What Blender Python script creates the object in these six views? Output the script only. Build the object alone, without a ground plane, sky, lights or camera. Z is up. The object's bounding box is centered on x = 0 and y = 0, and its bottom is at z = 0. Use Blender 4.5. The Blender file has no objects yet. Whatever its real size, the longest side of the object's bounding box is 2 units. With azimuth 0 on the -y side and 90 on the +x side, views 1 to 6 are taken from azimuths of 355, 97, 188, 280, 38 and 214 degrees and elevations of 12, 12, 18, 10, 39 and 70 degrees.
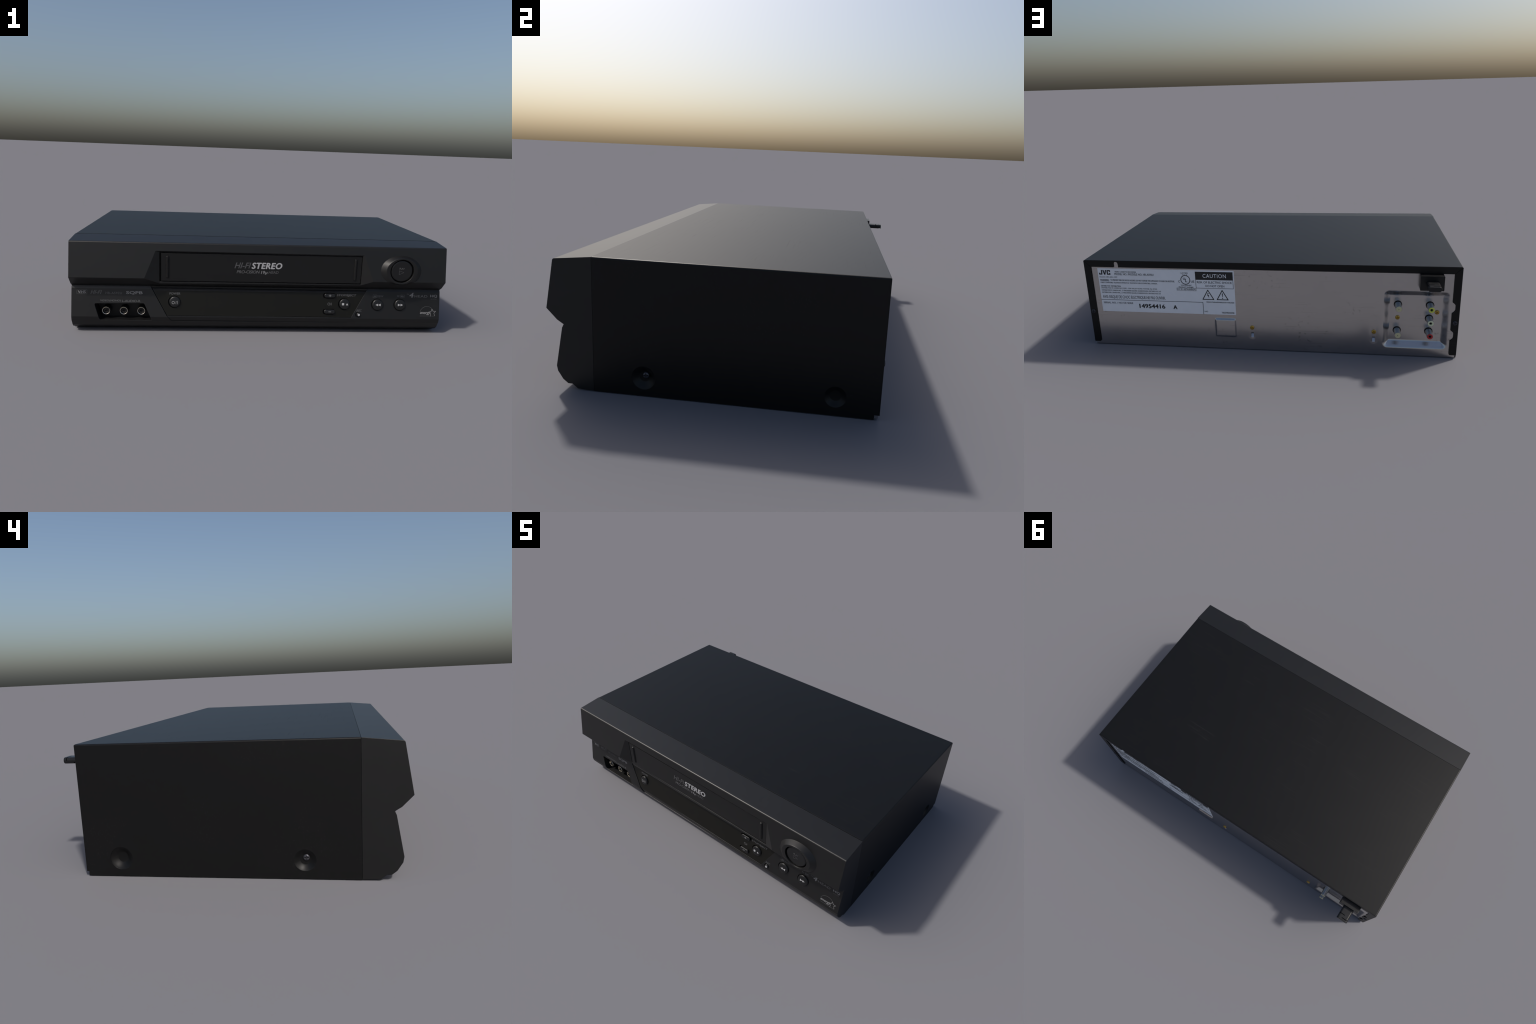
"""Black home video cassette recorder, built part by part.
Local frame: x = width, -y = front, z up; the whole machine sits turned by 0.005 rad."""
import bpy, bmesh, math
from math import sin, cos, pi, radians
from mathutils import Vector, Matrix

# ------------------------------------------------------------------ sizes
W = 0.9967            # half width of the front panel
CW = 0.9968           # half width of the sheet-metal cover
SEAM_Y = -0.4825      # seam between front panel and cover
REAR_Y = 0.5515       # outside of the folded rear flange
TOP_Z = 0.5043
PANEL_Y = 0.5465      # galvanised rear panel

# ------------------------------------------------------------------ materials
def material(name, base, rough=0.45, metallic=0.0, spec=0.5, bevel=0.0, coat=0.0,
             bump=0.0, bump_scale=900.0, mottle=0.0, mottle_scale=6.0,
             rough_var=0.0, scratches=0.0, scratch_rot=0.5, speck=0.0):
    m = bpy.data.materials.new(name)
    m.use_nodes = True
    nt = m.node_tree
    N, Lk = nt.nodes, nt.links
    b = N["Principled BSDF"]
    b.inputs["Base Color"].default_value = (*base, 1)
    b.inputs["Roughness"].default_value = rough
    b.inputs["Metallic"].default_value = metallic
    b.inputs["Specular IOR Level"].default_value = spec
    b.inputs["Coat Weight"].default_value = coat
    tc = N.new("ShaderNodeTexCoord")
    normal = None
    if bevel:
        bv = N.new("ShaderNodeBevel"); bv.samples = 6
        bv.inputs["Radius"].default_value = bevel
        normal = bv.outputs["Normal"]
    if bump:
        nz = N.new("ShaderNodeTexNoise")
        nz.inputs["Scale"].default_value = bump_scale
        nz.inputs["Detail"].default_value = 2
        Lk.new(tc.outputs["Object"], nz.inputs["Vector"])
        bp = N.new("ShaderNodeBump")
        bp.inputs["Strength"].default_value = bump
        bp.inputs["Distance"].default_value = 0.0008
        Lk.new(nz.outputs["Fac"], bp.inputs["Height"])
        if normal:
            Lk.new(normal, bp.inputs["Normal"])
        normal = bp.outputs["Normal"]
    if normal:
        Lk.new(normal, b.inputs["Normal"])
    col = None

    def mix(fac, a, c):
        mx = N.new("ShaderNodeMix"); mx.data_type = 'RGBA'
        Lk.new(fac, mx.inputs[0])
        if isinstance(a, tuple):
            mx.inputs[6].default_value = (*a, 1)
        else:
            Lk.new(a, mx.inputs[6])
        mx.inputs[7].default_value = (*c, 1)
        return mx.outputs[2]

    def ramp(src, lo, hi, v0=0.0, v1=1.0):
        r = N.new("ShaderNodeMapRange")
        r.inputs["From Min"].default_value = lo
        r.inputs["From Max"].default_value = hi
        r.inputs["To Min"].default_value = v0
        r.inputs["To Max"].default_value = v1
        Lk.new(src, r.inputs["Value"])
        return r.outputs["Result"]

    if mottle or rough_var:
        nz = N.new("ShaderNodeTexNoise")
        nz.inputs["Scale"].default_value = mottle_scale
        nz.inputs["Detail"].default_value = 5
        nz.inputs["Roughness"].default_value = 0.65
        Lk.new(tc.outputs["Object"], nz.inputs["Vector"])
        if mottle:
            f = ramp(nz.outputs["Fac"], 0.35, 0.65)
            d = tuple(c * (1 - mottle) for c in base)
            l = tuple(c * (1 + mottle) for c in base)
            col = mix(f, d, l)
        if rough_var:
            Lk.new(ramp(nz.outputs["Fac"], 0.3, 0.7, rough - rough_var, rough + rough_var), b.inputs["Roughness"])
    if scratches:
        # sparse rub marks: thin ridges of stretched noise in two directions, gated by a coarse noise
        def rub(rot, scale, lo, hi, seed):
            mp = N.new("ShaderNodeMapping")
            mp.inputs["Location"].default_value = (seed, seed * .7, 0)
            mp.inputs["Rotation"].default_value = (0.2, 0.3, rot)
            mp.inputs["Scale"].default_value = scale
            Lk.new(tc.outputs["Object"], mp.inputs["Vector"])
            nz = N.new("ShaderNodeTexNoise")
            nz.inputs["Scale"].default_value = 2.2
            nz.inputs["Detail"].default_value = 4
            Lk.new(mp.outputs["Vector"], nz.inputs["Vector"])
            g = N.new("ShaderNodeTexNoise")
            g.inputs["Scale"].default_value = 4.1
            g.inputs["Detail"].default_value = 3
            Lk.new(mp.outputs["Vector"] if seed < 0 else tc.outputs["Object"], g.inputs["Vector"])
            mu = N.new("ShaderNodeMath"); mu.operation = 'MULTIPLY'
            Lk.new(ramp(nz.outputs["Fac"], lo, hi), mu.inputs[0])
            Lk.new(ramp(g.outputs["Fac"], 0.46, 0.60), mu.inputs[1])
            return mu.outputs[0]
        mx_ = N.new("ShaderNodeMath"); mx_.operation = 'MAXIMUM'
        Lk.new(rub(scratch_rot, (1.3, 70.0, 60.0), .60, .70, 0.0), mx_.inputs[0])
        Lk.new(rub(scratch_rot + 1.2, (2.2, 90.0, 60.0), .62, .72, 3.1), mx_.inputs[1])
        mu2 = N.new("ShaderNodeMath"); mu2.operation = 'MULTIPLY'
        Lk.new(mx_.outputs[0], mu2.inputs[0]); mu2.inputs[1].default_value = scratches
        worn = tuple(min(1, c * 1.6 + 0.010) for c in base) if metallic < .5 else tuple(c * .45 for c in base)
        col = mix(mu2.outputs[0], col if col is not None else base, worn)
        if metallic < .5:
            Lk.new(ramp(mu2.outputs[0], 0, 1, rough, rough + .12), b.inputs["Roughness"])
    if speck:
        v = N.new("ShaderNodeTexNoise")
        v.inputs["Scale"].default_value = 42
        v.inputs["Detail"].default_value = 3
        Lk.new(tc.outputs["Object"], v.inputs["Vector"])
        g = N.new("ShaderNodeTexNoise")
        g.inputs["Scale"].default_value = 4.3
        Lk.new(tc.outputs["Object"], g.inputs["Vector"])
        mu = N.new("ShaderNodeMath"); mu.operation = 'MULTIPLY'
        Lk.new(ramp(v.outputs["Fac"], 0.60, 0.70, 0, speck), mu.inputs[0])
        Lk.new(ramp(g.outputs["Fac"], 0.52, 0.66), mu.inputs[1])
        col = mix(mu.outputs[0], col if col is not None else base, tuple(c * .35 for c in base))
    if col is not None:
        Lk.new(col, b.inputs["Base Color"])
    return m

M = {}
M['panel'] = material("front_plastic", (.0070, .0070, .0072), .40, spec=.42, bevel=.0028, bump=.03, mottle=.06, mottle_scale=9)
M['door'] = material("door_plastic", (.0062, .0062, .0063), .40, spec=.34, bevel=.002, bump=.03, mottle=.05, mottle_scale=9)
M['window'] = material("display_plastic", (.0056, .0053, .0036), .38, spec=.28, bevel=.0012)
M['button'] = material("button_plastic", (.0085, .0088, .0095), .36, spec=.36, bevel=.001)
M['cover'] = material("painted_steel", (.0036, .0036, .0037), .42, spec=.28, bevel=.0012, bump=.05, bump_scale=700, scratches=.4)
M['cavity'] = material("black_cavity", (.003, .003, .003), .6, spec=.2)
M['steel'] = material("galvanised_steel", (.505, .490, .485), .25, metallic=1.0, bump=.01, bump_scale=300,
                      mottle=.02, mottle_scale=4, rough_var=.02, scratches=.35, scratch_rot=-.5, speck=.5)
M['label'] = material("paper_label", (.86, .86, .875), .45, mottle=.02, mottle_scale=14, speck=.06)
M['ink'] = material("black_ink", (.012, .012, .013), .5)
M['ink_soft'] = material("grey_ink", (.045, .047, .052), .5)
M['print_white'] = material("white_print", (.36, .36, .37), .5)
M['print_mid'] = material("silver_print", (.185, .185, .19), .45)
M['print_dim'] = material("grey_print", (.095, .095, .098), .45)
M['print_faint'] = material("faint_print", (.070, .070, .073), .45)
M['nickel'] = material("nickel_shell", (.36, .37, .38), .30, metallic=1.0)
M['bright'] = material("bright_ring", (.85, .80, .70), .16, metallic=1.0)
M['brass'] = material("yellow_zinc", (.52, .33, .07), .38, metallic=.85)
M['bolt'] = material("grey_bolt", (.085, .085, .098), .35, metallic=.7)
M['bolt_dark'] = material("black_bolt", (.05, .05, .06), .35, metallic=.6)
M['cream'] = material("cream_insulator", (.56, .51, .30), .5)
M['yellow'] = material("yellow_insulator", (.62, .66, .10), .45)
M['white'] = material("white_insulator", (.66, .68, .45), .45)
M['red'] = material("red_insulator", (.42, .015, .02), .45)

# ------------------------------------------------------------------ helpers
root = bpy.data.objects.new("video_recorder", None)
bpy.context.scene.collection.objects.link(root)
root.rotation_euler = (0, 0, 0.005)
root["label"] = "black home video cassette recorder with front controls and silver rear panel"
root["category"] = "video recorder"

def link(ob, parent, mat=None):
    bpy.context.scene.collection.objects.link(ob)
    if parent is not None:
        ob.parent = parent
    if mat is not None:
        ob.data.materials.clear()
        ob.data.materials.append(M[mat])
    return ob

def obj_from_bm(name, bm, parent, mat, smooth=None):
    bmesh.ops.recalc_face_normals(bm, faces=bm.faces)
    me = bpy.data.meshes.new(name)
    bm.to_mesh(me); bm.free()
    ob = link(bpy.data.objects.new(name, me), parent, mat)
    if smooth is not None:
        finish(ob, smooth)
    return ob

def finish(ob, angle=35):
    """smooth shading by angle, with large flat faces keeping their own normal"""
    me = ob.data
    for p in me.polygons:
        p.use_smooth = True
    me.set_sharp_from_angle(angle=radians(angle))
    wn = ob.modifiers.new("wn", 'WEIGHTED_NORMAL')
    wn.keep_sharp = True; wn.weight = 100
    bake(ob)

def bake(ob):
    dg = bpy.context.evaluated_depsgraph_get()
    dg.update()
    me = bpy.data.meshes.new_from_object(ob.evaluated_get(dg), preserve_all_data_layers=True, depsgraph=dg)
    old = ob.data
    ob.modifiers.clear()
    ob.data = me
    me.name = old.name
    bpy.data.meshes.remove(old)

def cut(ob, cutters, mode='DIFFERENCE'):
    for c in cutters:
        md = ob.modifiers.new("cut", 'BOOLEAN')
        md.operation = mode; md.solver = 'EXACT'; md.object = c
    bake(ob)
    for c in cutters:
        bpy.data.objects.remove(c)

def prism_bm(poly, to3, d0, d1):
    """closed prism: 2D polygon poly, mapped by to3(u,v,d) at depths d0 and d1"""
    bm = bmesh.new()
    a = [bm.verts.new(to3(u, v, d0)) for u, v in poly]
    b = [bm.verts.new(to3(u, v, d1)) for u, v in poly]
    bm.faces.new(a); bm.faces.new(b[::-1])
    n = len(poly)
    for i in range(n):
        bm.faces.new((a[i], b[i], b[(i + 1) % n], a[(i + 1) % n]))
    bmesh.ops.recalc_face_normals(bm, faces=bm.faces)
    return bm

def prism(name, poly, to3, d0, d1, parent=None, mat=None, smooth=None):
    return obj_from_bm(name, prism_bm(poly, to3, d0, d1), parent, mat, smooth)

def rounded(pts, radii, seg=5):
    """polygon with its corners rounded"""
    out = []
    n = len(pts)
    for i, p in enumerate(pts):
        r = radii[i] if isinstance(radii, (list, tuple)) else radii
        P = Vector(p); A = Vector(pts[i - 1]); B = Vector(pts[(i + 1) % n])
        if r <= 0:
            out.append(tuple(P)); continue
        da, db = (A - P).normalized(), (B - P).normalized()
        half = da.angle(db) / 2
        t = min(r / math.tan(half), (A - P).length * .49, (B - P).length * .49)
        c = P + (da + db).normalized() * (t / cos(half))
        rr = t * math.tan(half)
        s, e = P + da * t - c, P + db * t - c
        a0 = math.atan2(s.y, s.x); a1 = math.atan2(e.y, e.x)
        da_ = (a1 - a0 + pi) % (2 * pi) - pi
        for k in range(seg + 1):
            a = a0 + da_ * k / seg
            out.append((c.x + rr * cos(a), c.y + rr * sin(a)))
    return out

def along_x(y, z, x):
    return (x, y, z)

def along_y(x, z, y):
    return (x, y, z)

class Frame:
    """plane frame: U right, V up, N outward"""
    def __init__(s, o, u, v, n):
        s.o, s.u, s.v, s.n = Vector(o), Vector(u), Vector(v).normalized(), Vector(n).normalized()
    def at(s, u, v, n=0.0):
        return s.o + s.u * u + s.v * v + s.n * n
    def matrix(s, u, v, n=0.0):
        m = Matrix((s.u, s.v, s.n)).transposed().to_4x4()
        m.translation = s.at(u, v, n)
        return m

def sloped_frame(y0, z0, dydz):
    """front face frame whose v coordinate is measured as height z"""
    v = Vector((0, dydz, 1)).normalized()
    n = Vector((0, -1, dydz)).normalized()
    f = Frame((0, y0, z0), (1, 0, 0), v, n)
    f.k = 1 / v.z
    f.z0 = z0
    return f

LOW = sloped_frame(-.5985, .2345, .1723)      # lower control face
DOOR_Y = -.6272
DOORF = Frame((0, DOOR_Y, 0), (1, 0, 0), (0, 0, 1), (0, -1, 0)); DOORF.k = 1; DOORF.z0 = 0
REARF = Frame((0, PANEL_Y, 0), (-1, 0, 0), (0, 0, 1), (0, 1, 0)); REARF.k = 1; REARF.z0 = 0
def fat(f, x, z, n=0.0):
    return f.at(x, (z - f.z0) * f.k, n)
def fmat(f, x, z, n=0.0):
    return f.matrix(x, (z - f.z0) * f.k, n)

def lathe_bm(profile, seg=40, sx=1.0, sy=1.0):
    """revolve (radius, height) about local +z; closes at radius 0"""
    bm = bmesh.new()
    rings = []
    for r, h in profile:
        if r < 1e-6:
            rings.append([bm.verts.new((0, 0, h))])
        else:
            rings.append([bm.verts.new((r * sx * cos(2 * pi * i / seg), r * sy * sin(2 * pi * i / seg), h)) for i in range(seg)])
    for a, b in zip(rings, rings[1:]):
        for i in range(seg):
            j = (i + 1) % seg
            if len(a) == 1 and len(b) == 1:
                continue
            if len(a) == 1:
                bm.faces.new((a[0], b[i], b[j]))
            elif len(b) == 1:
                bm.faces.new((a[i], b[0], a[j]))
            else:
                bm.faces.new((a[i], b[i], b[j], a[j]))
    return bm

def lathe(name, profile, parent, mat, matrix=None, seg=40, smooth=35, sx=1, sy=1):
    ob = obj_from_bm(name, lathe_bm(profile, seg, sx, sy), parent, mat, smooth)
    if matrix is not None:
        ob.matrix_local = matrix
    return ob

def copy_at(src, parent, matrix):
    ob = src.copy()
    bpy.context.scene.collection.objects.link(ob)
    ob.parent = parent
    ob.matrix_local = matrix
    return ob

_tc = None
def glyph_mesh(body, bold=0.0, spacing=1.0):
    cu = bpy.data.curves.new("txt", 'FONT')
    cu.body = body
    cu.space_character = spacing
    cu.resolution_u = 3
    ob = bpy.data.objects.new("txt", cu)
    bpy.context.scene.collection.objects.link(ob)
    dg = bpy.context.evaluated_depsgraph_get(); dg.update()
    me = bpy.data.meshes.new_from_object(ob.evaluated_get(dg))
    bpy.data.objects.remove(ob)
    bpy.data.curves.remove(cu)
    return me

def overprint(bm, bold, step):
    """heavier strokes: reprint the glyphs a little to each side, each print on its own level"""
    if bold <= 0:
        return
    base = bm.faces[:]
    for k, (dx, dy) in enumerate(((-1, 0), (1, 0), (0, -1), (0, 1))):
        g = bmesh.ops.duplicate(bm, geom=base)
        for e in g['geom']:
            if isinstance(e, bmesh.types.BMVert):
                e.co.x += dx * bold; e.co.y += dy * bold * .7
                e.co.z = (k + 1)

def glyph_bm(body, bold, spacing):
    me = glyph_mesh(body, 0, spacing)
    bm = bmesh.new(); bm.from_mesh(me)
    bpy.data.meshes.remove(me)
    bmesh.ops.remove_doubles(bm, verts=bm.verts, dist=1e-6)
    for v in bm.verts:
        v.co.z = 0
    overprint(bm, bold, 1)
    return bm

def lettering(body, f, x0, x1, z0, z1, parent, mat, bold=0.0, shear=0.0, spacing=1.0, lift=.0005, name="lettering"):
    """printed words filling the box x0..x1 (read left to right), z0..z1 on frame f"""
    bm = glyph_bm(body, bold + .014, spacing)
    xs = [v.co.x + v.co.y * shear for v in bm.verts]; ys = [v.co.y for v in bm.verts]
    ax, bx, ay, by = min(xs), max(xs), min(ys), max(ys)
    flip = -1 if f.u.x < 0 else 1        # rear frame counts u leftwards in x
    for v in bm.verts:
        u = (v.co.x + v.co.y * shear - ax) / (bx - ax) * (x1 - x0) + x0
        w = (v.co.y - ay) / (by - ay) * (z1 - z0) + z0
        v.co = fat(f, u * flip, w, lift + v.co.z * .00006)
    # give the ink a hair of thickness
    g = bmesh.ops.extrude_face_region(bm, geom=bm.faces[:])
    for e in g['geom']:
        if isinstance(e, bmesh.types.BMVert):
            e.co -= f.n * .0004
    return obj_from_bm(name, bm, parent, mat)

def mark(name, polys, f, parent, mat, lift=.0005, thick=.0004):
    """flat printed figure from polygons in (x, z)"""
    bm = bmesh.new()
    flip = -1 if f.u.x < 0 else 1
    for poly in polys:
        a = [bm.verts.new(fat(f, x * flip, z, lift)) for x, z in poly]
        b = [bm.verts.new(fat(f, x * flip, z, lift - thick)) for x, z in poly]
        bm.faces.new(a); bm.faces.new(b[::-1])
        n = len(poly)
        for i in range(n):
            bm.faces.new((a[i], b[i], b[(i + 1) % n], a[(i + 1) % n]))
    return obj_from_bm(name, bm, parent, mat)

def stroke(pts, w, closed=False):
    """quads of width w along a polyline (mitred simply)"""
    out = []
    n = len(pts)
    for i in range(n if closed else n - 1):
        a, b = Vector(pts[i]), Vector(pts[(i + 1) % n])
        d = (b - a).normalized(); q = Vector((-d.y, d.x)) * w / 2
        a, b = a - d * w * .35, b + d * w * .35
        out.append([tuple(a + q), tuple(a - q), tuple(b - q), tuple(b + q)])
    return out

def ring_polys(cx, cz, r0, r1, n=40, a0=0, a1=2 * pi, sx=1.0):
    out = []
    for i in range(n):
        p, q = a0 + (a1 - a0) * i / n, a0 + (a1 - a0) * (i + 1) / n
        out.append([(cx + sx * r0 * cos(p), cz + r0 * sin(p)), (cx + sx * r1 * cos(p), cz + r1 * sin(p)),
                    (cx + sx * r1 * cos(q), cz + r1 * sin(q)), (cx + sx * r0 * cos(q), cz + r0 * sin(q))])
    return out

# ------------------------------------------------------------------ front panel
profile = [(-.6257, .4890), (-.6558, .3043), (-.6158, .2630), (-.5920, .2478), (-.5985, .2345),
           (-.6240, .0865), (-.6203, .0660), (-.6110, .0515), (-.6010, .0354), (-.5820, .0200),
           (-.5650, .0197), (-.5445, .0030), (SEAM_Y + .0005, .0012), (SEAM_Y + .0005, .5036)]
radii = [.0085, .003, .004, 0, .002, .006, .008, .012, .012, .003, .003, .003, 0, .002]
front = prism("front_panel", rounded(profile, radii, 9), along_x, -W, W, root, 'panel')

# recessed flat around the cassette slot, flaring into angled cheeks on both sides
def flare(y, half=.5375):
    return half + max(0, (DOOR_Y - y)) * 2.386
cutters = []
bm = bmesh.new()
def win_ring(z, dy):
    y1 = -.72
    return [bm.verts.new(p) for p in ((-.5375, DOOR_Y, z), (.5375, DOOR_Y, z), (flare(y1), y1, z + dy), (-flare(y1), y1, z + dy))]
lo, hi = win_ring(.22, 0), win_ring(.4395, .0700)
bm.faces.new(lo[::-1]); bm.faces.new(hi)
for i in range(4):
    bm.faces.new((lo[i], lo[(i + 1) % 4], hi[(i + 1) % 4], hi[i]))
cutters.append(obj_from_bm("cutter", bm, None, None))
# slot opening
cutters.append(prism("cutter", rounded([(-.5375, .2822), (.5375, .2822), (.5375, .4378), (-.5375, .4378)], .002, 2),
                     along_y, -.70, -.565))
# display recess: shallow trapezoid with a deeper bed for the window
def on_low(x, z, n):
    return fat(LOW, x, z, n)
trap = [(-.5879, .2482), (-.4975, .0890), (-.4790, .0660), (-.4600, .0500), (.4600, .0500), (.4790, .0660), (.4975, .0890), (.5879, .2482)]
sec = [(-.74, .0605), (-.6150, .0625), (-.6160, .0640), (-.6182, .0680), (-.6218, .0865), (-.5956, .2389), (-.5885, .2389), (-.5885, .2475), (-.74, .2475)]
trap_c = prism("cutter", sec, along_x, -.75, .75)
trap_x = prism("cutter", rounded(trap, [0, .012, .020, .020, .020, .020, .012, 0], 5), along_y, -.80, -.55)
bpy.context.view_layer.update()
cut(trap_c, [trap_x], 'INTERSECT')
cutters.append(trap_c)
bed = [(-.5820 + .0, .2380), (-.5005, .0935), (.5005, .0935), (.5820, .2380)]
cutters.append(prism("cutter", [(-.5828, .2392), (-.5005, .0935), (.5005, .0935), (.5828, .2392)], on_low, -.022, .01))
# jack niche
niche = rounded([(-.877, .1550), (-.849, .0675), (-.5775, .0675), (-.6195, .1585)], [.006, .012, .003, .012], 5)
cutters.append(prism("cutter", niche, along_y, -.72, -.548))
# button holes
BUT = dict(power=(-.4615, .1672, .0300), stop=(.4585, .1656, .0300), rewind=(.6440, .1640, .0315), forward=(.7705, .1650, .0315),
           record=(.5378, .1088, .0122))
for k in ('rewind', 'forward', 'record'):
    x, z, r = BUT[k]
    c = lathe("cutter", [(0, -.010), (r + .0022, -.010), (r + .0022, .03), (0, .03)], None, None, fmat(LOW, x, z), seg=48, smooth=None)
    cutters.append(c)
cutters.append(prism("cutter", [(.746 + .070 * cos(2 * pi * i / 48), .366 + .066 * sin(2 * pi * i / 48)) for i in range(48)], along_y, -.72, -.615))
bpy.context.view_layer.update()
cut(front, cutters)
front.data.materials.clear(); front.data.materials.append(M['panel'])
finish(front, 13)

# niche lining
prism("niche_lining", [(x, z) for x, z in niche], along_y, -.5495, -.5478, front, 'door')

# cassette door with grip ribs and print
door = prism("cassette_door", rounded([(-.5320, .2866), (.5320, .2866), (.5320, .4342), (-.5320, .4342)], .003, 3),
             along_y, DOOR_Y - .0004, -.600, front, 'door', 30)
prism("slot_cavity", [(-.537, .2825), (.537, .2825), (.537, .4375), (-.537, .4375)], along_y, -.617, -.567, front, 'cavity')
rib_bm = bmesh.new()
secs = []
for z, s in ((.3025, .1), (.3045, .75), (.309, 1), (.414, 1), (.4185, .8), (.4212, .1)):
    secs.append([rib_bm.verts.new((.0085 * s ** .5 * cos(a), -.0082 * s * sin(a), z)) for a in [pi * i / 12 for i in range(13)]])
for a, b in zip(secs, secs[1:]):
    for i in range(12):
        rib_bm.faces.new((a[i], a[i + 1], b[i + 1], b[i]))
rib_bm.faces.new(secs[0]); rib_bm.faces.new(secs[-1][::-1])
rib = obj_from_bm("grip_rib", rib_bm, door, 'door', 40)
rib.matrix_local = Matrix.Translation((-.4995, DOOR_Y + .0012, 0))
copy_at(rib, door, Matrix.Translation((.4995, DOOR_Y + .0012, 0)))

dl = .0012
lettering("HI-FI", DOORF, -.151, -.063, .3605, .3920, door, 'print_faint', bold=.004, shear=.33, lift=dl)
lettering("STEREO", DOORF, -.061, .1025, .3585, .3930, door, 'print_white', bold=.028, shear=.2, spacing=1.08, lift=dl)
lettering("PRO-CISION", DOORF, -.139, -.016, .3335, .3500, door, 'print_dim', shear=.2, spacing=.92, lift=dl)
lettering("19µ", DOORF, -.0105, .025, .3275, .3485, door, 'print_mid', shear=.2, bold=.008, lift=dl)
lettering("HEAD", DOORF, .030, .084, .3335, .3485, door, 'print_faint', shear=.2, lift=dl)

# display window
def swept(sec):
    """cross-section (height z, distance n from lower face) swept between the slanted ends"""
    bm = bmesh.new()
    def half(z):
        return .5005 + (z - .0935) * (.0820 / .1445)
    L_ = [bm.verts.new(fat(LOW, -half(z), z, n)) for z, n in sec]
    R_ = [bm.verts.new(fat(LOW, half(z), z, n)) for z, n in sec]
    bm.faces.new(L_); bm.faces.new(R_[::-1])
    k = len(sec)
    for i in range(k):
        bm.faces.new((L_[i], R_[i], R_[(i + 1) % k], L_[(i + 1) % k]))
    return bm
def window_bm():
    return swept([(.0945, -.0021), (.2262, -.0021), (.2262, -.0205), (.0945, -.0205)])
obj_from_bm("window_ledge", swept([(.2263, -.0021), (.2388, -.0085), (.2388, -.0205), (.2263, -.0205)]), front, 'panel')
window = obj_from_bm("display_window", window_bm(), front, 'window')
cutters = []
for k in ('power', 'stop'):
    x, z, r = BUT[k]
    cutters.append(lathe("cutter", [(0, -.04), (r + .0026, -.04), (r + .0026, .03), (0, .03)], None, None, fmat(LOW, x, z), seg=48, smooth=None))
def pill(cx, cz, hw, hh, r):
    return rounded([(cx - hw, cz - hh), (cx + hw, cz - hh), (cx + hw, cz + hh), (cx - hw, cz + hh)], r, 8)
CH = [(.3752, .2103), (.3752, .1238)]
for x, z in CH:
    cutters.append(prism("cutter", pill(x, z, .0335, .0145, .0125), on_low, -.04, .03))
bpy.context.view_layer.update()
cut(window, cutters)
window.data.materials.clear(); window.data.materials.append(M['window'])
finish(window, 28)

# round push buttons, domed
def round_button(name, key, h=.0075, base=-.018):
    x, z, r = BUT[key]
    prof = [(0, base), (r, base), (r, h - .007)]
    for i in range(1, 7):
        a = i / 6 * pi / 2
        rr = min(.009, r * .45)
        prof.append((r - rr + rr * cos(a), h - .007 + .007 * sin(a)))
    prof += [((r - min(.009, r * .45)) * .5, h + .0006), (0, h + .0008)]
    return lathe(name, prof, front, 'button', fmat(LOW, x, z), seg=48, smooth=50)
B = {}
B['power'] = round_button("power_button", 'power', .0075)
B['stop'] = round_button("stop_button", 'stop', .0075)
B['rewind'] = round_button("rewind_button", 'rewind', .009)
B['forward'] = round_button("forward_button", 'forward', .009)
B['record'] = round_button("record_button", 'record', .007)
def channel_button(x, z):
    bm = bmesh.new()
    lay = [(-.015, 0), (.0035, 0), (.0055, .0012), (.0068, .0032), (.0072, .006)]
    loops = []
    for n, inset in lay:
        loops.append([bm.verts.new(fat(LOW, u, v, n)) for u, v in pill(x, z, .0308 - inset, .0118 - inset, .0105 - inset * .9)])
    m = len(loops[0])
    for a, b in zip(loops, loops[1:]):
        for i in range(m):
            bm.faces.new((a[i], a[(i + 1) % m], b[(i + 1) % m], b[i]))
    bm.faces.new(loops[0][::-1]); bm.faces.new(loops[-1])
    return obj_from_bm("channel_button", bm, front, 'button', 40)
chb = [channel_button(x, z) for x, z in CH]

# symbols on the buttons
def local_mark(name, polys, ob, mat, h):
    """printed figure in a button's own u,v plane"""
    bm = bmesh.new()
    for poly in polys:
        a = [bm.verts.new((u, v, h)) for u, v in poly]
        b = [bm.verts.new((u, v, h - .002)) for u, v in poly]
        bm.faces.new(a); bm.faces.new(b[::-1])
        for i in range(len(poly)):
            j = (i + 1) % len(poly)
            bm.faces.new((a[i], b[i], b[j], a[j]))
    return obj_from_bm(name, bm, ob, mat)
def disc(cx, cy, r, n=20):
    return [(cx + r * cos(2 * pi * i / n), cy + r * sin(2 * pi * i / n)) for i in range(n)]
local_mark("symbol", [[(-.0165, -.006), (-.0045, -.006), (-.0045, .006), (-.0165, .006)]], B['stop'], 'print_white', .0086)
local_mark("symbol", [[(.006, -.0055), (.018, -.0055), (.012, .0058)]], B['stop'], 'print_white', .0086)
t = .0068
local_mark("symbol", [[(-.0145, 0), (-.0005, -t), (-.0005, t)], [(.0005, 0), (.0145, -t), (.0145, t)]], B['rewind'], 'print_white', .0101)
local_mark("symbol", [[(-.0145, -t), (-.0145, t), (-.0005, 0)], [(.0005, -t), (.0005, t), (.0145, 0)]], B['forward'], 'print_white', .0101)
local_mark("symbol", [disc(0, 0, .0062)], B['record'], 'print_white', .0081)
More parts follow.
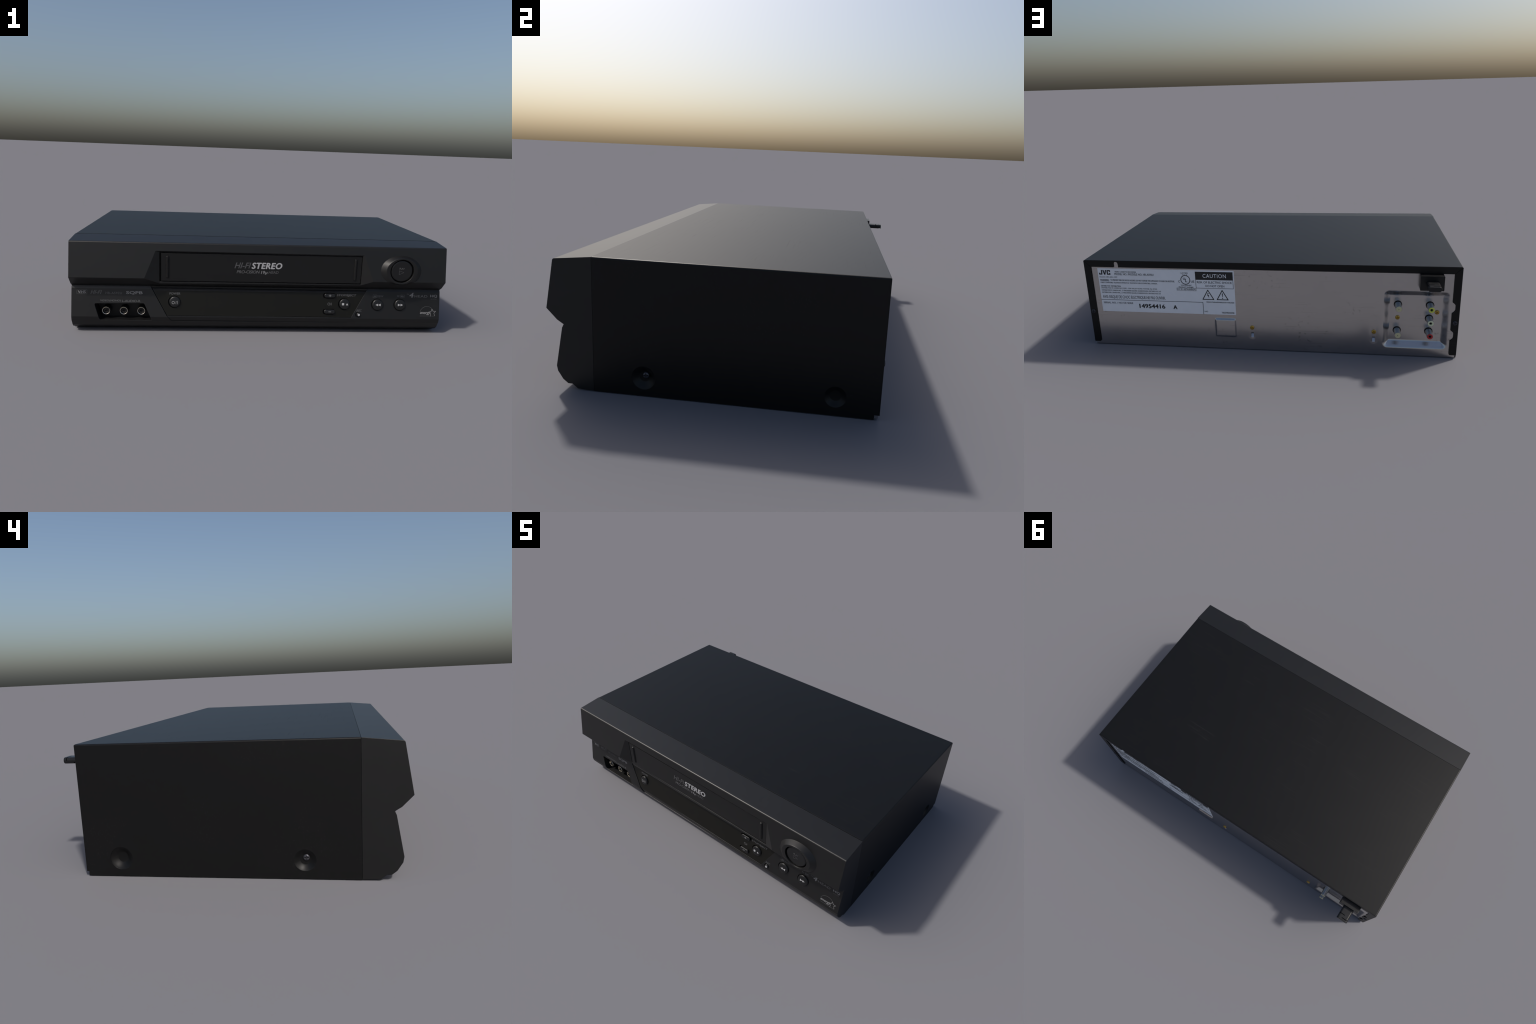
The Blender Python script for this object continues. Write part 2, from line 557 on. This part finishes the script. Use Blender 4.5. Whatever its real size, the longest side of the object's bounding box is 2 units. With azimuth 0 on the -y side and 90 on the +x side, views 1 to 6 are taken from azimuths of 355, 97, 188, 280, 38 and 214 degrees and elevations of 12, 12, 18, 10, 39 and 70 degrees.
local_mark("symbol", ring_polys(-.008, -.003, .0052, .0082, 24) + stroke([(.0045, -.009), (.0075, .005)], .0018)
           + stroke([(.013, -.010), (.013, .005)], .003), B['power'], 'print_mid', .0087)
mark("symbol", stroke([(.3692, .2103), (.3812, .2103)], .0028) + stroke([(.3752, .2050), (.3752, .2156)], .0028), LOW, chb[0], 'print_mid', .0078)
mark("symbol", stroke([(.3690, .1238), (.3814, .1238)], .0026), LOW, chb[1], 'print_mid', .0078)

# play knob with its raised conical surround
PX, PZ = .746, .366
def play_surround():
    bm = bmesh.new()
    n = 72
    def panel_y(z):
        if z > .3043:
            return -.6257 + (z - .489) * .163
        return -.6558 + (.3043 - z) * .97
    rings = []
    #   (rx, rz, mode)  mode: fraction from panel surface (0) to lip (1), or absolute y
    for rx, rz, fr in ((.1150, .0825, -.25), (.1115, .0795, .0), (.1105, .0792, .05), (.0868, .0712, .95), (.0850, .0704, .99),
                       (.0835, .0693, 1.0), (.0670, .0650, .99), (.0650, .0633, .96), (.0642, .0625, .8), (.0640, .0623, -.6)):
        ring = []
        for i in range(n):
            a = 2 * pi * i / n
            zz = PZ + rz * sin(a)
            py = panel_y(PZ + .0795 * sin(a))
            lip = -.6642
            y = py + (lip - py) * fr if fr > -.5 else -.648
            ring.append(bm.verts.new((PX + rx * cos(a), y, zz)))
        rings.append(ring)
    for a, b in zip(rings, rings[1:]):
        for i in range(n):
            bm.faces.new((a[i], a[(i + 1) % n], b[(i + 1) % n], b[i]))
    return bm
obj_from_bm("play_surround", play_surround(), front, 'panel', 50)
knob = lathe("play_button", [(0, -.02), (.0605, -.02), (.0605, .0255), (.0600, .0283), (.0580, .0308), (.0545, .0325), (.0500, .0330), (.03, .0322), (0, .0318)],
             front, 'button', Matrix.Translation((PX, -.6265, PZ)) @ Matrix.Rotation(radians(90), 4, 'X'), seg=64, smooth=40, sy=.975)
PF = Frame((0, -.6595, 0), (1, 0, 0), (0, 0, 1), (0, -1, 0)); PF.k = 1; PF.z0 = 0
lettering("PLAY", PF, .731, .759, .3755, .3855, knob.parent, 'print_dim', lift=0)
mark("symbol", stroke([(.731, .3475), (.731, .3690), (.757, .3590)], .0015, True), PF, front, 'print_faint', 0)

# printing on the lower face; the window's print sits in its recess
WL = -.0015
lettering("POWER", LOW, -.4905, -.4335, .2050, .2168, window, 'print_dim', lift=WL)
lettering("STOP/EJECT", LOW, .4150, .5235, .2045, .2190, window, 'print_dim', lift=WL, shear=.15)
lettering("CH", LOW, .3640, .3865, .1575, .1720, window, 'print_dim', lift=WL)
lettering("REC", LOW, .5262, .5558, .1245, .1370, front, 'print_faint', shear=.15)
mark("symbol", ring_polys(.9435 - .9435 - .9435, .2140, .0, .0, 1) if False else stroke([(-.9690, .2035), (-.9175, .2035), (-.9175, .2245), (-.9690, .2245)], .0012, True), LOW, front, 'print_faint')
lettering("VHS", LOW, -.9640, -.9235, .2070, .2215, front, 'print_mid', bold=.012)
lettering("HI-FI", LOW, -.8995, -.8405, .2035, .2245, front, 'print_faint', shear=.35)
lettering("HR-A592U", LOW, -.8230, -.7380, .2042, .2160, front, 'print_faint', spacing=1.15)
lettering("SQPB", LOW, -.7165, -.6305, .2030, .2205, front, 'print_mid', bold=.01)
lettering("VIDEO(MONO)", LOW, -.8500, -.7430, .1635, .1755, front, 'print_dim')
lettering("L-AUDIO-R", LOW, -.7370, -.6415, .1635, .1755, front, 'print_dim')
mark("symbol", [[(.6200, .2103), (.6270, .2150), (.6270, .2056)], [(.6275, .2103), (.6345, .2150), (.6345, .2056)]]
     + stroke([(.6170, .2030), (.6370, .2030), (.6370, .2178), (.6170, .2178)], .0009, True), LOW, front, 'print_dim')
lettering("REW", LOW, .6420, .6755, .2050, .2155, front, 'print_faint')
lettering("FF", LOW, .7535, .7680, .2070, .2165, front, 'print_faint')
mark("symbol", [[(.7755, .2160), (.7755, .2070), (.7835, .2115)], [(.7840, .2160), (.7840, .2070), (.7920, .2115)]]
     + stroke([(.7735, .2040), (.7940, .2040), (.7940, .2188), (.7735, .2188)], .0009, True), LOW, front, 'print_dim')
lettering("DA", LOW, .8095, .8225, .2205, .2260, front, 'print_faint')
lettering("4", LOW, .8228, .8472, .2050, .2315, front, 'print_mid', shear=.15)
lettering("HEAD", LOW, .8525, .9270, .2062, .2195, front, 'print_dim', spacing=1.1)
lettering("HQ", LOW, .9435, .9832, .2055, .2222, front, 'print_mid')
lettering("VHS SYSTEM", LOW, .9455, .9800, .1965, .2005, front, 'print_faint')
# energy mark: globe arc, brush word and star
cx, cz, r = .9265, .1170, .0400
mark("symbol", ring_polys(cx, cz, r, r + .0012, 40, .10 * pi, .93 * pi), LOW, front, 'print_dim')
star = []
for i in range(10):
    rr = .0215 if i % 2 == 0 else .0098
    a = pi / 2 + .12 + i * pi / 5
    star.append((.9575 + rr * cos(a), .1225 + rr * sin(a)))
mark("symbol", stroke(star[:4] + star[4:5], .0022) + stroke(star[6:] + star[:1], .0022), LOW, front, 'print_mid')
lettering("energy", LOW, .8875, .9480, .1100, .1270, front, 'print_mid', shear=.35, bold=.012)
mark("symbol", [[(.8870, .1042), (.9710, .1042), (.9710, .1056), (.8870, .1056)]], LOW, front, 'print_faint')

# front phono sockets
sock_prof = [(.0135, -.060), (.0210, -.060), (.0210, -.0016), (.0203, -.0003), (.0190, 0), (.0176, -.0004), (.0168, -.0020), (.0168, -.030), (.0, -.030)]
SOCK = [-.8222, -.7306, -.6392]
m0 = Matrix.Rotation(radians(90), 4, 'X')
sock = None
for x in SOCK:
    mt = Matrix.Translation((x, -.5995, .1121)) @ m0
    if sock is None:
        shell = lathe("front_socket", [(.0, -.053), (.0225, -.053), (.0225, -.012), (.0212, -.010), (.0175, -.010), (.0175, -.022), (.0, -.022)], front, 'door', mt)
        rim = lathe("socket_rim", [(.0176, -.012), (.0206, -.012), (.0206, -.0015), (.0198, -.0002), (.0188, 0), (.0178, -.0006), (.0174, -.0020), (.0174, -.012)], shell, 'bright', seg=48)
        pin = lathe("socket_insulator", [(.0, -.021), (.0168, -.021), (.0160, -.0125), (.0075, -.0120), (.0070, -.020), (0, -.020)], shell, 'button')
        sock = (shell, rim, pin)
    else:
        s2 = copy_at(sock[0], front, mt)
        copy_at(sock[1], s2, Matrix.Identity(4)); copy_at(sock[2], s2, Matrix.Identity(4))

# ------------------------------------------------------------------ sheet-metal cover
prism("seam_filler", [(-W + .0022, .004), (W - .0022, .004), (W - .0022, TOP_Z - .0028), (-W + .0022, TOP_Z - .0028)], along_y, SEAM_Y - .002, SEAM_Y + .004, root, 'cavity')
T = .022
outer = rounded([(-CW, 0), (-CW, TOP_Z), (CW, TOP_Z), (CW, 0)], [0, .0065, .0065, 0], 6)
inner = [(CW - T, 0), (CW - T, TOP_Z - T), (-CW + T, TOP_Z - T), (-CW + T, 0)]
cover = prism("top_cover", outer + inner, along_y, SEAM_Y + .0014, REAR_Y - .0025, root, 'cover')
cutters = []
DIM = [(-.288, .0695), (.4015, .0695)]
dprof = [(0, -.0140), (.0185, -.0140)]
for i in range(1, 13):                      # soft S-shaped flank from floor to rim
    t_ = i / 12
    dprof.append((.0185 + .0255 * t_, -.0140 + .0142 * (t_ * t_ * (3 - 2 * t_) * .35 + t_ * .65)))
dprof += [(.0440, .02), (0, .02)]
for s in (-1, 1):
    for y, z in DIM:
        mt = Matrix.Translation((s * CW, y, z)) @ Matrix.Rotation(radians(90 * s), 4, 'Y')
        cutters.append(lathe("cutter", dprof, None, None, mt, seg=48, smooth=None))
    cutters.append(prism("cutter", [(.5378, -.01), (.60, -.01), (.60, .0165), (.5378, .0165)], lambda y, z, x: (x, y, z), s * (CW - T * 1.5), s * (CW + .02)))
cutters.append(prism("cutter", [(.8010, .44), (.8276, .44), (.8276, .4980), (.8010, .4980)], along_y, .5420, .60))
bpy.context.view_layer.update()
cut(cover, cutters)
cover.data.materials.clear(); cover.data.materials.append(M['cover'])
finish(cover, 32)

# dimple bolts
def bolt_mesh(name, r, h, parent, mat, matrix, recess=True):
    prof = [(0, -.004), (r, -.004), (r, h * .45), (r * .93, h * .75), (r * .75, h * .95), (r * .4, h), (0, h)]
    ob = lathe(name, prof, None, mat, None, seg=28, smooth=40)
    if recess:
        cs = []
        for k in range(2):
            w, l = (r * .13, r * .72) if k else (r * .72, r * .13)
            cs.append(prism("cutter", [(-w, -l), (w, -l), (w, l), (-w, l)], lambda u, v, d: (u, v, d), h * .35 + k * .0001, h * 3))
        bpy.context.view_layer.update()
        cut(ob, cs)
        ob.data.materials.clear(); ob.data.materials.append(M[mat])
        finish(ob, 35)
    ob.parent = parent
    ob.matrix_local = matrix
    return ob
b0 = None
for s in (-1, 1):
    mt = Matrix.Translation((s * (CW - .0137), -.2870, .0765)) @ Matrix.Rotation(radians(90 * s), 4, 'Y')
    b0 = bolt_mesh("side_bolt", .0118, .0065, cover, 'bolt', mt) if b0 is None else copy_at(b0, cover, mt)

# bottom plate
prism("bottom_plate", [(-CW + T + .001, .001), (CW - T - .001, .001), (CW - T - .001, .010), (-CW + T + .001, .010)], along_y, SEAM_Y + .004, .538, root, 'cavity')

# folded rear flange: top strip with keyhole slot, two side strips
FI = .9590
def arc(cx, cz, r, a0, a1, n=14):
    return [(cx + r * cos(a0 + (a1 - a0) * i / n), cz + r * sin(a0 + (a1 - a0) * i / n)) for i in range(n + 1)]
g = .0010
topf = [(-CW + g * 1.5, .5015), (-FI + g, .4668)]
topf += [(.8012, .4668), (.8012 , .4840)] + arc(.8143, .4842, .0131, pi, 0)[1:-1] + [(.8274, .4840), (.8274, .4668)]
topf += [(FI - g, .4668), (CW - g * 1.5, .5015), (CW - .004, .5030), (-CW + .004, .5030)]
prism("rear_flange", topf, along_y, REAR_Y - .0030, REAR_Y, cover, 'cover')
rr = .008
plain = [(CW, .5010), (FI, .4660)] + arc(FI + rr, .0165 + rr, rr, pi, 1.5 * pi, 6) + [(CW, .0165)]
prism("rear_flange", plain, along_y, REAR_Y - .0030, REAR_Y, cover, 'cover')
def bite(cz):
    """rounded bite out of the inner edge"""
    c = -.9427
    a = math.asin(.030 / .0345)
    return [(-FI, cz + .030)] + arc(c, cz, .0345, pi - a, pi + a, 12) + [(-FI, cz - .030)]
notched = [(-CW, .5010), (-FI, .4660)] + bite(.2839) + bite(.1284) + arc(-FI - rr, .0165 + rr, rr, 0, -pi / 2, 6) + [(-CW, .0165)]
prism("rear_flange", notched, along_y, REAR_Y - .0030, REAR_Y, cover, 'cover')
rotm = Matrix.Rotation(radians(-90), 4, 'X')
fb = bolt_mesh("flange_bolt", .0118, .0045, cover, 'bolt_dark', Matrix.Translation((.9785, REAR_Y, .2030)) @ rotm)
copy_at(fb, cover, Matrix.Translation((-.9775, REAR_Y, .2012)) @ rotm @ Matrix.Rotation(.5, 4, 'Z'))

# ------------------------------------------------------------------ rear panel (pressed steel)
def sstep(e0, e1, x):
    t = min(1, max(0, (x - e0) / (e1 - e0)))
    return t * t * (3 - 2 * t)
def lstep(e0, e1, x, soft=.22):
    """nearly straight ramp with softened ends"""
    t = min(1, max(0, (x - e0) / (e1 - e0)))
    s = t * t * (3 - 2 * t)
    return t * (1 - soft) + s * soft if 0 < t < 1 else t
def box_sd(x, z, x0, x1, z0, z1, r):
    qx = abs(x - (x0 + x1) / 2) - (x1 - x0) / 2 + r
    qz = abs(z - (z0 + z1) / 2) - (z1 - z0) / 2 + r
    return math.hypot(max(qx, 0), max(qz, 0)) + min(max(qx, qz), 0) - r
TABS = [(.0795, .0900), (-.5712, .0900)]
def relief(x, z):
    h = 0.0
    d = box_sd(x, z, -.950, -.6145, .0455, .3715, .030)
    h -= .025 * (lstep(.0, .036, -d, .55) if d < 0 else 0)
    d = box_sd(x, z, .1640, .2860, .0715, .1855, .012)
    h += .0075 * (lstep(.0, .0120, -d, .8) if d < 0 else 0)
    for tx, tz in TABS:
        d = box_sd(x, z, tx - .027, tx + .027, .0600, .2380, .027)
        h -= .0009 * (sstep(0, .016, -d) if d < 0 else 0)
        if abs(x - tx) < .0072 and .0755 < z < .1045:
            h -= .0215 * (z - .0755) / .029
    return h
xs = {round(-.990 + 1.980 * i / 560, 5) for i in range(561)}
zs = {round(.0015 + .4975 * i / 152, 5) for i in range(153)}
for tx, tz in TABS:
    for e in (-.0072, .0072):
        xs |= {round(tx + e - .0001, 5), round(tx + e + .0001, 5)}
    xs |= {round(tx, 5)}
zs |= {.0754, .0756, .1044, .1046}
for a in (-.950, -.617):
    for k in range(0, 15):
        xs.add(round(a + (1 if a < -.7 else -1) * k * .0025, 5))
xs, zs = sorted(xs), sorted(zs)
def thin(v, keep=2e-4):
    out = [v[0]]
    for q in v[1:]:
        if q - out[-1] > 1.5e-4:
            out.append(q)
    return out
xs, zs = thin(xs), thin(zs)
verts = [(x, PANEL_Y + relief(x, z), z) for z in zs for x in xs]
nx = len(xs)
faces = [(j * nx + i, (j + 1) * nx + i, (j + 1) * nx + i + 1, j * nx + i + 1) for j in range(len(zs) - 1) for i in range(nx - 1)]
me = bpy.data.meshes.new("rear_panel")
me.from_pydata(verts, [], faces)
# back skin so the sheet is a closed, solid plate
bm = bmesh.new(); bm.from_mesh(me)
border = [e for e in bm.edges if e.is_boundary]
gx = bmesh.ops.extrude_edge_only(bm, edges=border)
bv = [v for v in gx['geom'] if isinstance(v, bmesh.types.BMVert)]
for v in bv:
    v.co.y = PANEL_Y - .045
be = [e for e in gx['geom'] if isinstance(e, bmesh.types.BMEdge) and e.is_boundary]
bmesh.ops.contextual_create(bm, geom=be)
bpy.data.meshes.remove(me)
rear = obj_from_bm("rear_panel", bm, root, 'steel')
for p in rear.data.polygons:
    p.use_smooth = True
rear.data.set_sharp_from_angle(angle=radians(50))

# ---- paper label
LB_X0, LB_X1, LB_Z0, LB_Z1 = -.9243, -.1645, .2045, .4585      # in reading direction (-x)
LABF = Frame((0, PANEL_Y + .0008, 0), (-1, 0, 0), (0, 0, 1), (0, 1, 0)); LABF.k = 1; LABF.z0 = 0
def lab(x, z, y):
    return (-x, y, z)
label = prism("rating_label", rounded([(LB_X0, LB_Z0), (LB_X1, LB_Z0), (LB_X1, LB_Z1), (LB_X0, LB_Z1)], .003, 3), lab,
              PANEL_Y - .0005, PANEL_Y + .0008, rear, 'label')
def lettering_rear(body, x0, x1, z0, z1, mat='ink_soft', bold=0.0, spacing=1.0, shear=0.0, lift=.0004):
    bm = glyph_bm(body, bold + .006, spacing)
    X = [v.co.x for v in bm.verts]; Y = [v.co.y for v in bm.verts]
    ax, bx, ay, by = min(X), max(X), min(Y), max(Y)
    for v in bm.verts:
        u = (v.co.x - ax) / (bx - ax) * (x1 - x0) + x0
        w = (v.co.y - ay) / (by - ay) * (z1 - z0) + z0
        v.co = (u, PANEL_Y + .0008 + lift + v.co.z * .00006, w)
    gg = bmesh.ops.extrude_face_region(bm, geom=bm.faces[:])
    for e in gg['geom']:
        if isinstance(e, bmesh.types.BMVert):
            e.co.y -= .0003
    return obj_from_bm("lettering", bm, label, mat)
def rear_mark(polys, mat, lift=.0004):
    bm = bmesh.new()
    for poly in polys:
        a = [bm.verts.new((x, PANEL_Y + .0008 + lift, z)) for x, z in poly]
        b = [bm.verts.new((x, PANEL_Y + .0008 + lift - .0003, z)) for x, z in poly]
        bm.faces.new(a); bm.faces.new(b[::-1])
        for i in range(len(poly)):
            j = (i + 1) % len(poly)
            bm.faces.new((a[i], b[i], b[j], a[j]))
    return obj_from_bm("symbol", bm, label, mat)
R_ = lettering_rear
def blk(u0, u1, w0, w1):
    return [(.9175 - u0, .4215 + w0), (.9175 - u1, .4215 + w0), (.9175 - u1, .4215 + w1), (.9175 - u0, .4215 + w1)]
rear_mark([blk(.0125, .0195, .0066, .027), blk(0, .0185, 0, .0065), blk(0, .0065, .0066, .0105)], 'ink')
rear_mark([[(.9175 - u, .4215 + w) for u, w in q] for q in
           ([(.0208, .027), (.0282, .027), (.0345, .0), (.0285, 0)], [(.0430, .027), (.0358, .027), (.0300, .0), (.0355, .0)])], 'ink')
rear_mark([blk(.0445, .0515, .0066, .0204), blk(.0452, .0650, .0205, .027), blk(.0452, .0650, 0, .0065),
           blk(.0585, .0650, .0165, .0204), blk(.0585, .0650, .0066, .0105)], 'ink')
R_("VIDEO CASSETTE RECORDER", .8270, .7050, .4355, .4440)
R_("MODEL NO. /MODELE NO. HR-A592U", .8290, .6075, .4205, .4325, bold=.008)
R_("AC(CA) 120V~60Hz 18W", .9180, .8155, .4030, .4122)
R_("WARNING:", .9165, .8640, .3835, .3965, bold=.012)
R_("TO PREVENT FIRE OR SHOCK HAZARD, DO NOT EXPOSE THIS APPLIANCE TO RAIN OR MOISTURE.", .8570, .4925, .3850, .3958, bold=.012)
R_("CABLE COMPATIBLE TELEVISION APPARATUS, TELEVISION CABLOCOMPATIBLE, CANADA.", .9160, .5905, .3710, .3800)
R_("DISTRIBUTOR / DISTRIBUTEUR:", .9160, .8015, .3512, .3600)
R_("DISTRIBUTED BY AMERICAS CORP., 1700 VALLEY ROAD, WAYNE, N.J. 07470", .9155, .5960, .3385, .3475)
R_("DISTRIBUTED BY CANADA INC., 21 FINCHDENE SQUARE, SCARBOROUGH, ONTARIO M1X 1A7", .9150, .5740, .3255, .3345)
R_("DISTRIBUE PAR CANADA INC., 21 FINCHDENE SQUARE, SCARBOROUGH, ONTARIO M1X 1A7", .9150, .5770, .3125, .3215)
R_("AVIS: RISQUE DE CHOC ELECTRIQUE-NE PAS OUVRIR.", .9140, .5530, .2805, .3010, bold=.0)
R_("SERIAL NO. / NO DE SERIE", .9140, .7425, .2515, .2622, bold=.004)
R_("14954416", .7080, .5590, .2292, .2550, 'ink', bold=.03)
R_("A", .5138, .4905, .2285, .2525, 'ink', bold=.035)
R_("LISTED", .4540, .4150, .4365, .4445)
R_("72L5", .4470, .4190, .4270, .4335)
rear_mark(ring_polys(.4318, .4020, .0228, .0268, 48), 'ink')
R_("U", .4445, .4325, .4010, .4150, 'ink', bold=.015)
R_("L", .4330, .4225, .3890, .4080, 'ink', bold=.015)
R_("C", .4715, .4620, .3860, .3985, 'ink', bold=.015)
R_("US", .4020, .3830, .3870, .3995, 'ink', bold=.015)
R_("VIDEO EQUIPMENT", .4600, .4000, .3665, .3740)
R_("PRODUCT NUMBER", .4720, .3900, .3560, .3635, bold=.01)
R_("FCC ID. ASI7WAHRA592", .4810, .3780, .3420, .3525, bold=.004)
rear_mark(stroke([(.4835, .3395), (.3755, .3395), (.3755, .3548), (.4835, .3548)], .0010, True), 'ink_soft')
# caution plate
rear_mark([[(.3762, .4502), (.1712, .4510), (.1712, .4046), (.3762, .4040)]], 'ink')
R_("CAUTION", .3350, .2080, .4165, .4385, 'label', spacing=1.15, lift=.0008)
rear_mark(stroke([(.3752, .4040), (.3752, .3566), (.1716, .3566), (.1716, .4040)], .0022), 'ink_soft')
R_("RISK OF ELECTRIC SHOCK", .3690, .1770, .3845, .3965, bold=.004)
R_("DO NOT OPEN", .3230, .2200, .3640, .3760, bold=.004)
for cx_ in (.3125, .2335):
    rear_mark(stroke([(cx_, .3460), (cx_ + .0300, .2922), (cx_ - .0300, .2922)], .0046, True), 'ink')
rear_mark([[(.3140, .3300), (.3085, .3290), (.3185, .3105)], [(.3085, .3190), (.3150, .3175), (.3080, .3000)], [(.3185, .3160), (.3080, .3190), (.3095, .3130)]], 'ink')
rear_mark([[(.2362, .3290), (.2308, .3290), (.2322, .3080), (.2348, .3080)], disc(.2335, .3010, .0030, 12)], 'ink')
R_("MADE IN THAILAND/FABRIQUE EN THAILANDE", .3240, .1715, .2715, .2800, 'ink', bold=.012)
R_("HO", .3380, .3190, .2170, .2248, 'ink_soft', bold=.01)
R_("T0259BA0398", .2440, .1740, .2120, .2210, 'ink_soft', bold=.015)
rear_mark(stroke([(.9238, .2742), (.3443, .2742), (.3443, .2050)], .0026), 'ink_soft')

# ---- rear screws and sockets
FLOOR = PANEL_Y - .025
def behind(x, y, z, spin=0.0):
    return Matrix.Translation((x, y, z)) @ rotm @ Matrix.Rotation(spin, 4, 'Z')
gs = bolt_mesh("panel_screw", .0118, .0055, rear, 'brass', behind(.0798, PANEL_Y - .001, .1328))
copy_at(gs, rear, behind(-.5712, PANEL_Y - .001, .1336, .6))
copy_at(gs, rear, behind(-.6920, FLOOR, .2100, .3))
copy_at(gs, rear, behind(-.8905, FLOOR, .2455, .8))

base_w = [(0, 0), (.0212, 0), (.0212, .0028), (.0200, .0040), (.0150, .0040), (0, .0040)]
TIP = .0636
tube = [(0, .003), (.0182, .003), (.0180, .012), (.0164, .018), (.0158, TIP - .023), (.0158, TIP - .0195), (.0153, TIP - .019), (.0153, TIP - .017), (.0158, TIP - .0165), (.0158, TIP - .0015), (.0154, TIP - .001), (.0140, TIP - .001), (.0140, TIP - .006), (0, TIP - .006)]
def socket(name, x, z, ins_mat, hole):
    mt = behind(x, FLOOR, z)
    key = "base"
    if key not in cache:
        ob = lathe(name, tube, rear, 'nickel', mt, seg=40)
        cache[key] = ob
    else:
        ob = copy_at(cache[key], rear, mt); ob.name = name
    if 'wash' not in cache:
        cache['wash'] = lathe("socket_washer", base_w, ob, 'cavity', None, seg=40)
    else:
        copy_at(cache['wash'], ob, Matrix.Identity(4))
    if hole < .003:
        prof = [(.0150, TIP - .009), (.0150, TIP), (.0140, TIP + .0006), (hole, TIP + .0006), (hole, TIP - .006), (0, TIP - .006)]
    else:
        prof = [(.0145, TIP - .010), (.0149, TIP), (.0140, TIP + .001), (.0080, TIP + .001), (.0072, TIP), (.0062, TIP - .008), (.0, TIP - .008)]
    k = (ins_mat, hole)
    if k not in cache:
        cache[k] = lathe("socket_insulator", prof, ob, ins_mat, None, seg=40)
        cache[(k, 'h')] = lathe("socket_hole", [(0, TIP - .007), (min(hole, .0058), TIP - .007), (min(hole, .0058), TIP - .005), (0, TIP - .005)], ob, 'cavity', None, seg=20)
    else:
        copy_at(cache[k], ob, Matrix.Identity(4)); copy_at(cache[(k, 'h')], ob, Matrix.Identity(4))
cache = {}
socket("aerial_socket", -.6914, .2836, 'cream', .0022)
socket("aerial_socket", -.6914, .1366, 'cream', .0022)
socket("phono_socket", -.8529, .2836, 'yellow', .0066)
socket("phono_socket", -.8523, .2096, 'white', .0066)
socket("phono_socket", -.8531, .1361, 'red', .0066)

# ---- mains cord outlet: block and flat strain relief with slits
block = prism("cord_block", rounded([(-.9065, .3885), (-.7900, .3885), (-.7900, .4660), (-.9065, .4660)], .003, 3), along_y, PANEL_Y - .03, .5850, rear, 'door', 30)
bm = bmesh.new()
lay = [(.575, 0), (.6615, 0), (.6632, .0007), (.6640, .0024)]
loops = []
for y, ins in lay:
    loops.append([bm.verts.new((u, y, v)) for u, v in pill(-.8500, .4268, .0325 - ins, .0126 - ins, .0112 - ins)])
mm = len(loops[0])
for a, b in zip(loops, loops[1:]):
    for i in range(mm):
        bm.faces.new((a[i], a[(i + 1) % mm], b[(i + 1) % mm], b[i]))
bm.faces.new(loops[0][::-1]); bm.faces.new(loops[-1])
relief_ob = obj_from_bm("strain_relief", bm, block, 'button')
cs = []
def slit(x0, x1, y0, y1, z0, z1):
    cs.append(prism("cutter", [(x0, z0), (x1, z0), (x1, z1), (x0, z1)], along_y, y0, y1))
slit(-.853, -.80, .6250, .6290, .4265, .47)
slit(-.90, -.846, .6445, .6485, .4265, .47)
slit(-.90, -.846, .6130, .6170, .40, .4215)
slit(-.853, -.80, .6475, .6545, .40, .4185)
bpy.context.view_layer.update()
cut(relief_ob, cs)
relief_ob.data.materials.clear(); relief_ob.data.materials.append(M['button'])
finish(relief_ob, 30)

for m in list(bpy.data.meshes):
    if m.users == 0:
        bpy.data.meshes.remove(m)
